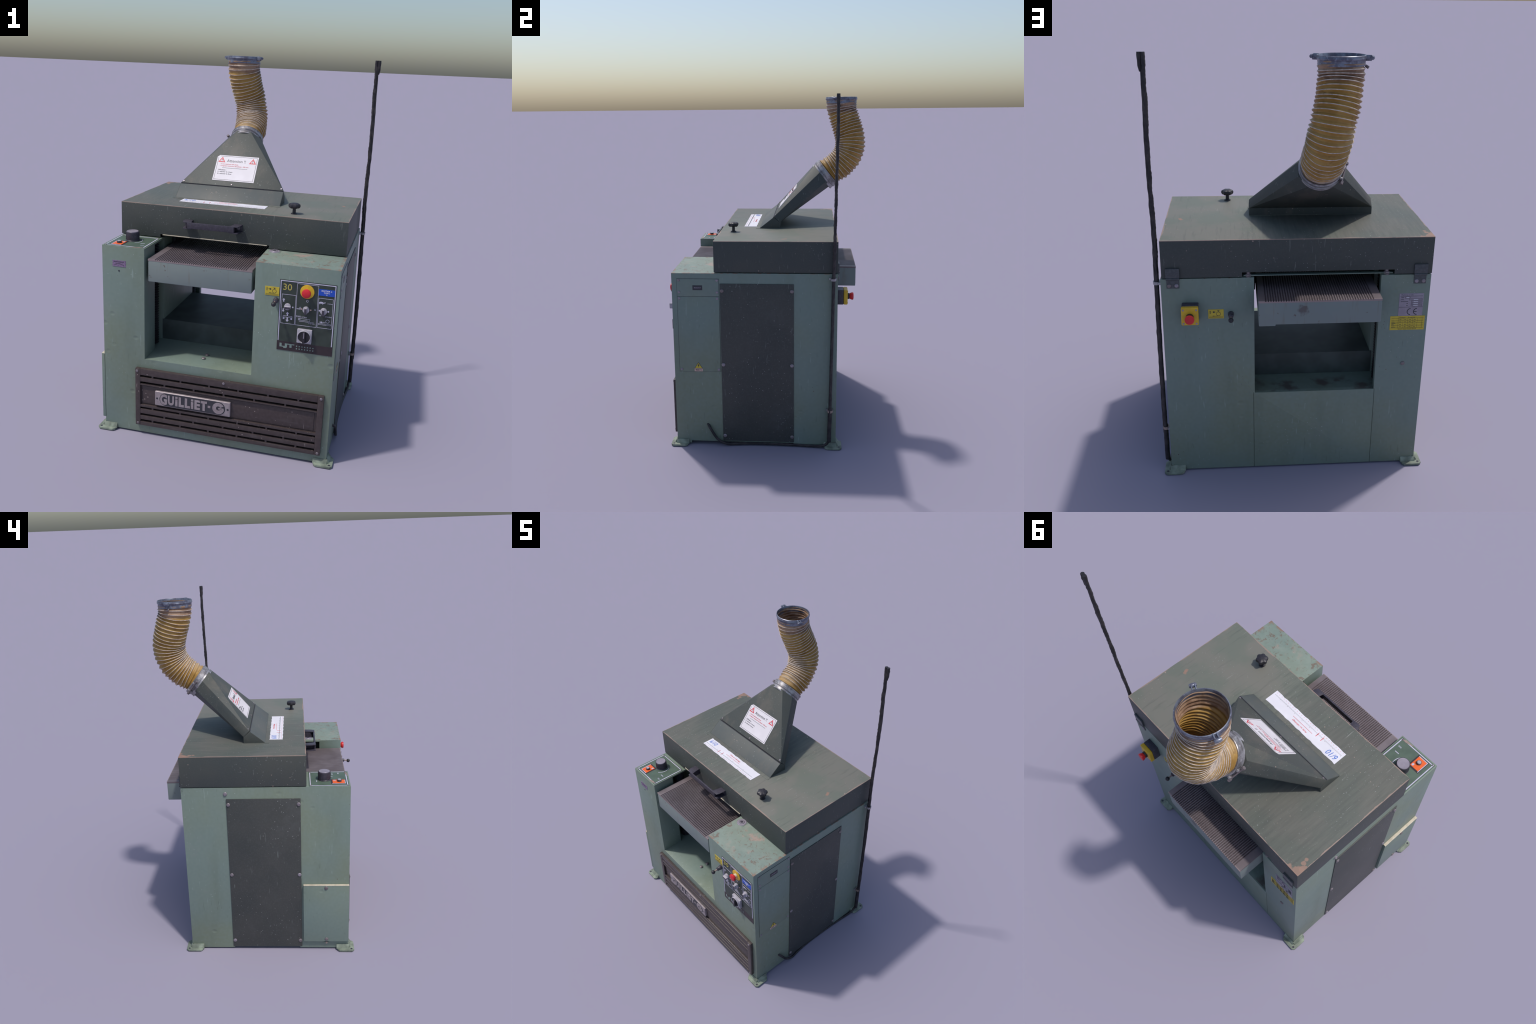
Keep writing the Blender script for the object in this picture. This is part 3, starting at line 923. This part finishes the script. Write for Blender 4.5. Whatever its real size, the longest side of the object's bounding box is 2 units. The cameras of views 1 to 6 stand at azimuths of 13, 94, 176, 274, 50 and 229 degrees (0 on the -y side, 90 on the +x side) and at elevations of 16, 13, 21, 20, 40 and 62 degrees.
rg.rod((-.157 - .093, .4395 + .02, 1.955), (-.157 - .104, .4395 + .026, 1.948), .006, M['bolt'], 10)
rg.finish()

# ------------------------------------------------------------------ pole with conduit
def wobp(p, a):
    return (.40 * noise.noise(Vector((math.cos(a) * .8, math.sin(a) * .8, p.z * 17))) + .22 * noise.noise(Vector((math.cos(a) * 2, math.sin(a) * 2, p.z * 90)))) * (1 if p.z > 1.05 else .25)
po = Part('conduit_pole')
N = 420
P = []; R = []
for i in range(N + 1):
    z = .045 + 1.955 * i / N
    t = i / N
    P.append((.6275 - .0055 * min(1, max(0, (z - .6) / .5)) + (.002 * math.sin(z * 9) if z > 1.1 else 0), .364 + .0155 * min(1, z) + .0125 * min(1, max(0, (z - 1) / .8)), z))
    R.append(.0118 if z < .25 else (.0092 if z < 1.05 else .0084))
po.tube(P, R, M['cable'], 14, True, wobp)
P2 = [(x + .0085, y - .001, z) for x, y, z in P if z > .2]
po.tube(P2, .0052, M['cable'], 10, True, lambda p, a: .5 * noise.noise(Vector((a, p.z * 23, 7))))
po.tube([(.6345, .391, 1.925 + .0107 * i) for i in range(8)], [.003, .0055, .008, .0095, .0085, .0098, .009, .0088], M['cable'], 12, True, lambda p, a: .3 * noise.noise(Vector((a, p.z * 60, 0))))
po = po.finish(50)
for z, y in ((1.013, .3775), (.236, .3685)):
    cl2 = Part('pipe_clip', po)
    cl2.lathe([(.0105, -.007), (.0155, -.007), (.0155, .007), (.0105, .007)], M['copper'] if z < .5 else M['clamp'], Matrix.Translation((.625, y, z)), 20, True)
    cl2.box((.60, .617), (y - .022, y + .018), (z - .006, z + .006), M['clamp'], .002)
    cl2.finish()
cbp = Part('power_cable')
cbp.tube(spline([(.6235, .366, .075), (.622, .362, .045), (.619, .335, .016), (.614, .28, .009), (.606, .16, .010), (.603, .02, .012), (.604, -.10, .012), (.611, -.18, .010), (.619, -.235, .014), (.621, -.285, .045), (.618, -.325, .108), (.600, -.342, .130)], 8), .0074, M['cable'], 10)
cbp.finish()

# ------------------------------------------------------------------ grille on the front
g = Part('front_grille')
d0, d1 = -.002, .019
gx0, gx1 = -.431, .573
bars = [(.352, .388), (.315, .3405), (.2935, .3025), (.166, .180), (.1275, .155), (.0915, .1155), (.0565, .079)]
for z0, z1 in bars:
    g.box((gx0 + .0275, gx1 - .0305), (z0, z1), (d0, d1), M['grille'], .0025, FRONT)
g.box((gx0, gx0 + .028), (.0565, .388), (d0, d1 + .0005), M['grille'], .003, FRONT)
g.box((gx1 - .031, gx1), (.0565, .388), (d0, d1 + .0005), M['grille'], .003, FRONT)
slots = [(.3405, .352), (.3025, .315), (.155, .166), (.1155, .1275), (.079, .0915)]
for i, (z0, z1) in enumerate(slots):
    xs = [-.335 + .156 * k for k in range(6)] if i in (0, 2, 4) else [-.268 + .162 * k for k in range(5)]
    for x in xs:
        g.box((x - .005, x + .005), (z0 - .001, z1 + .001), (d0, d1 - .003), M['grille'], .001, FRONT)
g.box((gx0 + .0275, gx1 - .0305), (.1795, .294), (d0, .006), M['grille'], 0, FRONT)
g.box((gx0 + .040, gx1 - .044), (.186, .288), (d0, .0095), M['grille'], .002, FRONT)
g = g.finish()
for a, b in ((-.420, .374), (.5585, .374), (-.417, .0695), (.5585, .0695), (.055, .3765)):
    put(screw_src, FRONT, a, b, .0197, .95)

pl = Part('name_plate', g)
q0, q1, r0, r1 = -.318, .096, .193, .275
pl.box((q0, q1), (r0, r1), (.006, .0240), M['plate'], .005, FRONT, 3)
cz = (r0 + r1) / 2
def stadium(xa, xb, hh, n=10):
    out = []
    for i in range(n + 1):
        t = -math.pi / 2 + math.pi * i / n; out.append((xb - hh + hh * math.cos(t), cz + hh * math.sin(t)))
    for i in range(n + 1):
        t = math.pi / 2 + math.pi * i / n; out.append((xa + hh + hh * math.cos(t), cz + hh * math.sin(t)))
    return out
pl.prism(stadium(-.292, .070, .0365), .016, .0246, M['ink'], FRONT)
pl.text('G', -.288, -.249, cz - .0305, cz + .0305, .0246, M['plate'], FRONT, .0012, .045)
pl.text('U', -.244, -.210, cz - .0275, cz + .0275, .0246, M['plate'], FRONT, .0012, .045)
def dotted_i(x):
    pl.box((x, x + .013), (cz - .0275, cz + .012), (.024, .0258), M['plate'], 0, FRONT)
    pl.box((x, x + .013), (cz + .016, cz + .0275), (.024, .0258), M['plate'], 0, FRONT)
dotted_i(-.203)
for x in (-.184, -.150):
    pl.box((x, x + .013), (cz - .0275, cz + .0275), (.024, .0258), M['plate'], 0, FRONT)
    pl.box((x + .0129, x + .029), (cz - .0275, cz - .0145), (.024, .0258), M['plate'], 0, FRONT)
dotted_i(-.116)
pl.box((-.097, -.084), (cz - .0275, cz + .0275), (.024, .0258), M['plate'], 0, FRONT)
for y0, y1 in ((-.0275, -.0155), (-.006, .006), (.0155, .0275)):
    pl.box((-.0841, -.067), (cz + y0, cz + y1), (.024, .0258), M['plate'], 0, FRONT)
pl.box((-.063, -.029), (cz + .0145, cz + .0275), (.024, .0258), M['plate'], 0, FRONT)
pl.box((-.0525, -.0395), (cz - .0275, cz + .0146), (.024, .0258), M['plate'], 0, FRONT)
pl.box((-.024, -.010), (cz - .006, cz + .006), (.024, .0258), M['plate'], 0, FRONT)
pl.arc(.0325, cz, .012, .0320, 28, 350, .024, .0258, M['plate'], FRONT)
pl.box((.0325, .062), (cz - .0052, cz + .003), (.024, .0258), M['plate'], 0, FRONT)
for x in (q0 + .013, q1 - .013): pl.disc(x, cz, .006, .018, .0245, M['ink'], FRONT, 16)
pl.finish()

# ------------------------------------------------------------------ control panel
cpn = Part('control_panel')
cpn.box((.317, .592), (.6475, .965), (-.002, .0018), M['panelface'], 0, FRONT)
cpn.box((.317, .592), (.600, .6475), (-.002, .0020), M['purplestrip'], 0, FRONT)
cpn = cpn.finish()
pr = Part('panel_printing', cpn)
z0, z1 = .001, .0026
pr.outline(.3205, .5885, .650, .9615, .0042, z0, z1, M['white'], FRONT, 'lrt')
for u in ((.330, .3995, .741, .892), (.4015, .5060, .7405, .953), (.5090, .5795, .741, .893)):
    pr.outline(*u, .0016, z0, z1, M['white'], FRONT)
pr.text('30', .334, .377, .913, .945, .002, M['yellowink'], FRONT)
pr.text('LJT', .331, .405, .612, .637, .002, M['mint'], FRONT, bold=.05)
for i in range(7):
    for j in range(2):
        pr.box((.414 + i * .0135, .4195 + i * .0135), (.6135 + j * .0135, .6195 + j * .0135), (.001, .0027), M['mint'], 0, FRONT)
def arrow(cx, cy, s, up):
    k = 1 if up else -1
    pts = [(-.4, -1), (.4, -1), (.4, .1), (1, .1), (0, 1), (-1, .1), (-.4, .1)]
    P = [(cx + a * s, cy + b * s * 1.5 * k) for a, b in pts]
    pr.prism(P if up else P[::-1], z0, z1, M['white'], FRONT)
arrow(.340, .862, .0062, True); arrow(.340, .809, .0062, False)
arrow(.362, .792, .0075, True); arrow(.362, .762, .0075, False)
pr.outline(.340, .386, .774, .782, .0013, z0, z1, M['white'], FRONT)
pr.box((.340, .348), (.764, .773), (z0, z1), M['white'], 0, FRONT); pr.box((.378, .386), (.764, .773), (z0, z1), M['white'], 0, FRONT)
pr.disc(.386, .829, .0038, z0, z1, M['white'], FRONT, 14)
pr.arc(.4555, .8695, .0042, .0058, 0, 360, z0, z1, M['white'], FRONT)
for a in (.428, .474): pr.disc(a, .826, .0036, z0, z1, M['salmon'], FRONT, 14)
pr.text('A', .490, .499, .826, .835, .002, M['white'], FRONT)
pr.box((.406, .428), (.8235, .8265), (z0, z1), M['white'], 0, FRONT); pr.arc(.4225, .8315, .003, .0042, 0, 360, z0, z1, M['white'], FRONT, 12)
pr.text('5000 tr/mn', .405, .458, .7825, .7905, .002, M['white'], FRONT)
pr.outline(.416, .474, .768, .7775, .0011, z0, z1, M['white'], FRONT)
pr.box((.420, .492), (.7620, .7632), (z0, z1), M['white'], 0, FRONT)
pr.text('G', .4185, .426, .7695, .776, .002, M['white'], FRONT)
pr.text('0 tr/mn', .468, .497, .7545, .760, .002, M['white'], FRONT)
# tortoise pictogram
pr.prism([(.522 + .012 * math.cos(t), .868 + .007 * max(-.25, math.sin(t))) for t in [math.tau * i / 20 for i in range(20)]], z0, z1, M['white'], FRONT)
pr.prism([(.533, .867), (.543, .871), (.5425, .8745), (.533, .871)], z0, z1, M['white'], FRONT)
for a in (.514, .528): pr.box((a, a + .003), (.8625, .8675), (z0, z1), M['white'], 0, FRONT)
pr.text('5 m/mn', .553, .577, .866, .872, .002, M['white'], FRONT)
for a in (.517, .559): pr.disc(a, .829, .0042, z0, z1, M['white'], FRONT, 14)
pr.text('M', .516, .525, .801, .809, .002, M['white'], FRONT)
pr.text('12 m/mn', .545, .576, .799, .806, .002, M['white'], FRONT)
pr.arc(.5585, .779, .0075, .0092, 0, 360, z0, z1, M['white'], FRONT)
pr.outline(.514, .575, .758, .765, .0012, z0, z1, M['white'], FRONT)
pr.prism([(.518, .7715), (.532, .7675), (.532, .7755)][::-1], z0, z1, M['white'], FRONT)
pr.box((.531, .55), (.7705, .7720), (z0, z1), M['white'], 0, FRONT)
pr.finish()
bl = Part('blue_label', cpn)
bl.box((.5065, .5845), (.906, .9385), (0, .0032), M['blue'], 0, FRONT)
bl.text('BOITIER 4', .520, .570, .927, .934, .0032, M['strip'], FRONT, bold=.01)
bl.text('TGM 1', .531, .560, .917, .924, .0032, M['strip'], FRONT, bold=.01)
bl.text('4', .5435, .5485, .9085, .9145, .0032, M['strip'], FRONT)
bl.finish()

es = Part('emergency_stop', cpn)
es.disc(.452, .916, .0345, .001, .005, M['yellow'], FRONT, 40, .0012)
es.disc(.452, .916, .0135, .004, .022, M['cream'], FRONT, 24)
es.lathe([(0, .018), (.014, .018), (.0165, .022), (.0215, .025), (.0222, .030), (.0215, .036), (.017, .0385), (0, .0395)], M['red'], FRONT @ Matrix.Translation((.452, .916, 0)), 36)
es.finish()

def selector(cx, cz, ang):
    s = Part('selector_switch', cpn)
    X = FRONT @ Matrix.Translation((cx, cz, 0)) @ Matrix.Rotation(math.radians(ang), 4, 'Z')
    s.disc(0, 0, .0165, .001, .013, M['grey'], X, 32, .002)
    s.box((-.006, .006), (-.017, .0135), (.010, .028), M['grey'], .002, X)
    s.box((-.0055, .0055), (-.0165, .012), (.0275, .0295), M['dial'], .001, X)
    s.finish()
selector(.361, .831, 90); selector(.452, .826, 0); selector(.537, .829, 0)

ms = Part('main_switch', cpn)
X = FRONT @ Matrix.Translation((.453, .691, 0))
ms.box((-.0365, .0365), (-.036, .036), (.001, .018), M['grey'], .004, X)
ms.lathe([(.029, .017), (.034, .017), (.034, .025), (.0325, .0265), (.0305, .0265), (.029, .020)], M['grey'], X, 40, True)
ms.disc(0, 0, .030, .016, .0215, M['black'], X, 40)
ms.box((-.0065, .0065), (-.029, .029), (.020, .036), M['black'], .002, X)
ms.box((-.0018, .0018), (-.002, .026), (.0355, .0366), M['silver'], 0, X)
ms.finish()

def lever(X, cx, cz):
    v = Part('lock_lever')
    Y = X @ Matrix.Translation((cx, cz, 0))
    v.lathe([(0, -.001), (.0135, -.001), (.0135, .014), (.0115, .017), (.0105, .031), (.006, .034), (0, .034)], M['dial'], Y, 24)
    v.rod(Y @ Vector((0, 0, .03)), Y @ Vector((0, -.002, .052)), .0042, M['copper'], 12)
    v.sphere(Y @ Vector((0, -.003, .060)), .0118, M['black'])
    v.finish()
lever(FRONT, .302, .857); lever(BACK, -.297, .862)

def pictogram(X, x0, y0):
    """Yellow lock-lever label: ring, triangle, arrow and small print."""
    p = Part('pictogram_label')
    p.box((x0, x0 + .070), (y0, y0 + .045), (-.001, .0015), M['yellowlabel'], 0, X)
    h0, h1 = .001, .0021
    p.arc(x0 + .046, y0 + .023, .0088, .0104, 0, 360, h0, h1, M['ink'], X)
    p.prism([(x0 + .040, y0 + .040), (x0 + .046, y0 + .0345), (x0 + .052, y0 + .040)], h0, h1, M['ink'], X)
    p.disc(x0 + .0255, y0 + .032, .0042, h0, h1, M['ink'], X, 12)
    p.box((x0 + .015, x0 + .034), (y0 + .0325, y0 + .0332), (h0, h1), M['ink'], 0, X)
    p.prism([(x0 + .018, y0 + .0125), (x0 + .027, y0 + .0105), (x0 + .027, y0 + .0145)][::-1], h0, h1, M['ink'], X)
    p.box((x0 + .026, x0 + .044), (y0 + .0120, y0 + .0130), (h0, h1), M['ink'], 0, X)
    p.outline(x0 + .004, x0 + .066, y0 + .0035, y0 + .0085, .0006, h0, h1, M['ink'], X)
    for i in range(4): p.box((x0 + .007, x0 + .0115), (y0 + .024 + i * .004, y0 + .0262 + i * .004), (h0, h1), M['ink'], 0, X)
    p.finish()
pictogram(FRONT, .245, .877)
pictogram(BACK, -.3995, .8405)

# ------------------------------------------------------------------ dial plate on the left column
dp = Part('dial_plate')
dp.box((-.608, -.389), (-.5165, -.298), (-.001, .0012), M['columntop'], 0, TOP)
dp.outline(-.603, -.395, -.511, -.304, .005, .0008, .0017, M['white'], TOP)
dp.arc(-.510, -.390, .053, .0565, -52, 40, .0008, .0017, M['white'], TOP, 16)
dp.box((-.444, -.420), (-.434, -.430), (.0008, .0017), M['white'], 0, TOP)
dp.box((-.545, -.525), (-.344, -.340), (.0008, .0017), M['white'], 0, TOP)
dp.text('mm', -.430, -.412, -.470, -.462, .0012, M['white'], TOP)
dp.box((-.580, -.514), (-.502, -.420), (.0008, .0020), M['purplestrip'], 0, TOP)
dp.outline(-.577, -.518, -.499, -.424, .0035, .0010, .0026, M['white'], TOP, 'lb')
dp.box((-.573, -.522), (-.495, -.429), (.001, .0032), M['orange'], 0, TOP)
dp.box((-.536, -.526), (-.447, -.434), (.001, .0038), M['white'], 0, TOP)
# chipped corner
dp.prism([(-.418, -.517), (-.470, -.517), (-.440, -.508), (-.420, -.503), (-.400, -.508)][::-1], .0009, .0023, M['copper'], TOP)
dp = dp.finish()
for a, b in ((-.599, -.510), (-.597, -.310), (-.399, -.309), (-.402, -.506)): put(screw_src, TOP, a, b, .0012, .8)
bt = Part('push_button', dp)
bt.disc(-.546, -.466, .0125, .002, .014, M['dial'], TOP, 24, .002)
bt.disc(-.546, -.466, .0095, .013, .0155, M['grey'], TOP, 24)
bt.finish()
dk = Part('dial_knob', dp)
X = TOP @ Matrix.Translation((-.508, -.385, 0))
prof = [(0, 0), (.0365, 0), (.0365, .004), (.0345, .006), (.0345, .046), (.0325, .0495), (.030, .050)]
dk.lathe(prof, M['dial'], X, 56)
for i in range(40):
    Y = X @ Matrix.Rotation(math.tau * i / 40, 4, 'Z')
    dk.box((.0335, .0353), (-.0011, .0011), (.008, .046), M['dial'], 0, Y)
dk.lathe([(.0305, .050), (.0295, .0512), (.022, .0505), (.012, .0512), (0, .0505)], M['silver'], X, 40)
dk.finish()

sc = Part('scale_label')
sc.box((-.558, -.485), (.931, .964), (-.001, .0013), M['purple'], 0, FRONT)
sc.arc(-.5215, .905, .041, .0428, 52, 128, .0008, .0019, M['ink'], FRONT)
sc.text('EPAISSEUR', -.550, -.494, .9535, .9595, .0013, M['ink'], FRONT)
sc.disc(-.523, .909, .0042, -.001, .0012, M['ink'], FRONT, 16)
sc.finish()

# round cap beside the hood on the control housing
dc = Part('round_cap')
dc.box((.206, .270), (-.335, -.2825), (-.001, .0012), M['green'], .0005, TOP)
dc.lathe([(0, .004), (.012, .005), (.0165, .0045), (.018, .0025), (.027, .0025), (.029, .001), (.029, -.001), (0, -.001)], M['silver'], TOP @ Matrix.Translation((.238, -.3095, .001)), 36)
dc.disc(.238, -.3095, .016, .002, .0058, M['dial'], TOP, 28, .001)
dc.finish()

# ------------------------------------------------------------------ rear fittings
eb = Part('emergency_stop_box')
X = BACK @ Matrix.Translation((-.4785, .880, 0))
eb.box((-.0375, .0375), (-.0425, .0435), (-.001, .037), M['dial'], .005, X, 3)
eb.box((-.0385, .0385), (-.0425, .0430), (.037, .060), M['yellow'], .006, X, 3)
for a in (-.029, .029):
    for b in (-.033, .033): eb.disc(a, b, .0045, .059, .0612, M['silver'], X, 14)
eb.disc(0, -.001, .0175, .059, .071, M['black'], X, 28, .001)
eb.lathe([(.013, .070), (.0165, .074), (.0205, .082), (.0215, .088), (.0205, .093), (.015, .0945), (0, .095)], M['red'], X @ Matrix.Translation((0, -.001, 0)), 32)
eb.finish()

ce = Part('rating_plate')
ce.box((.475, .589), (.830, .944), (-.001, .0014), M['silver'], .0006, BACK)
h0, h1 = .001, .0020
for cx in (.532, .562):
    ce.arc(cx, .8515, .0135, .0172, 90, 270, h0, h1, M['ink'], BACK)
ce.box((.5475, .5615), (.8498, .8532), (h0, h1), M['ink'], 0, BACK)
ce.text('Machines a bois', .484, .540, .9345, .9400, .0014, M['ink'], BACK)
ce.box((.480, .585), (.9300, .9310), (h0, h1), M['ink'], 0, BACK)
ce.box((.476, .588), (.8745, .8755), (h0, h1), M['ink'], 0, BACK)
for i, y in enumerate((.922, .912, .902, .892, .882)):
    ce.box((.484 + .026 * (i > 2), .497 + .02 * (i > 1)), (y, y + .0022), (h0, h1), M['ink'], 0, BACK)
    ce.outline(.502 + .030 * (i > 1) + .02 * (i == 1), .526 + .058 * (i > 0), y - .002, y + .005, .0007, h0, h1, M['ink'], BACK)
    ce.box((.508 + .035 * (i > 0), .521 + .043 * (i > 0)), (y, y + .0028), (h0, h1), M['strip'], 0, BACK)
ce.finish()
yc = Part('feed_chart_label')
yc.box((.440, .603), (.757, .829), (-.001, .0013), M['yellowlabel'], 0, BACK)
for i in range(6):
    yc.box((.478 + i * .0225, .4786 + i * .0225), (.767, .818), (h0, h1), M['ink'], 0, BACK)
for y in (.768, .780, .794, .805, .818):
    yc.box((.446, .598), (y, y + .0006), (h0, h1), M['ink'], 0, BACK)
yc.text('Vitesse - Avance', .478, .556, .8205, .8250, .0013, M['ink'], BACK)
for i in range(4):
    yc.outline(.480 + i * .0225, .498 + i * .0225, .7605, .7660, .0006, h0, h1, M['ink'], BACK)
    for y in (.7725, .7855, .798, .810):
        yc.box((.484 + i * .0225, .493 + i * .0225), (y, y + .0016), (h0, h1), M['ink'], 0, BACK)
for i in range(6): yc.box((.447, .466 - .004 * (i % 3)), (.772 + i * .0065, .7736 + i * .0065), (h0, h1), M['ink'], 0, BACK)
yc.finish()
put(bolt_src, BACK, .516, .578, .001, .95)

for ob in bpy.data.objects:
    if ob.type == 'MESH':
        ob.data.update()
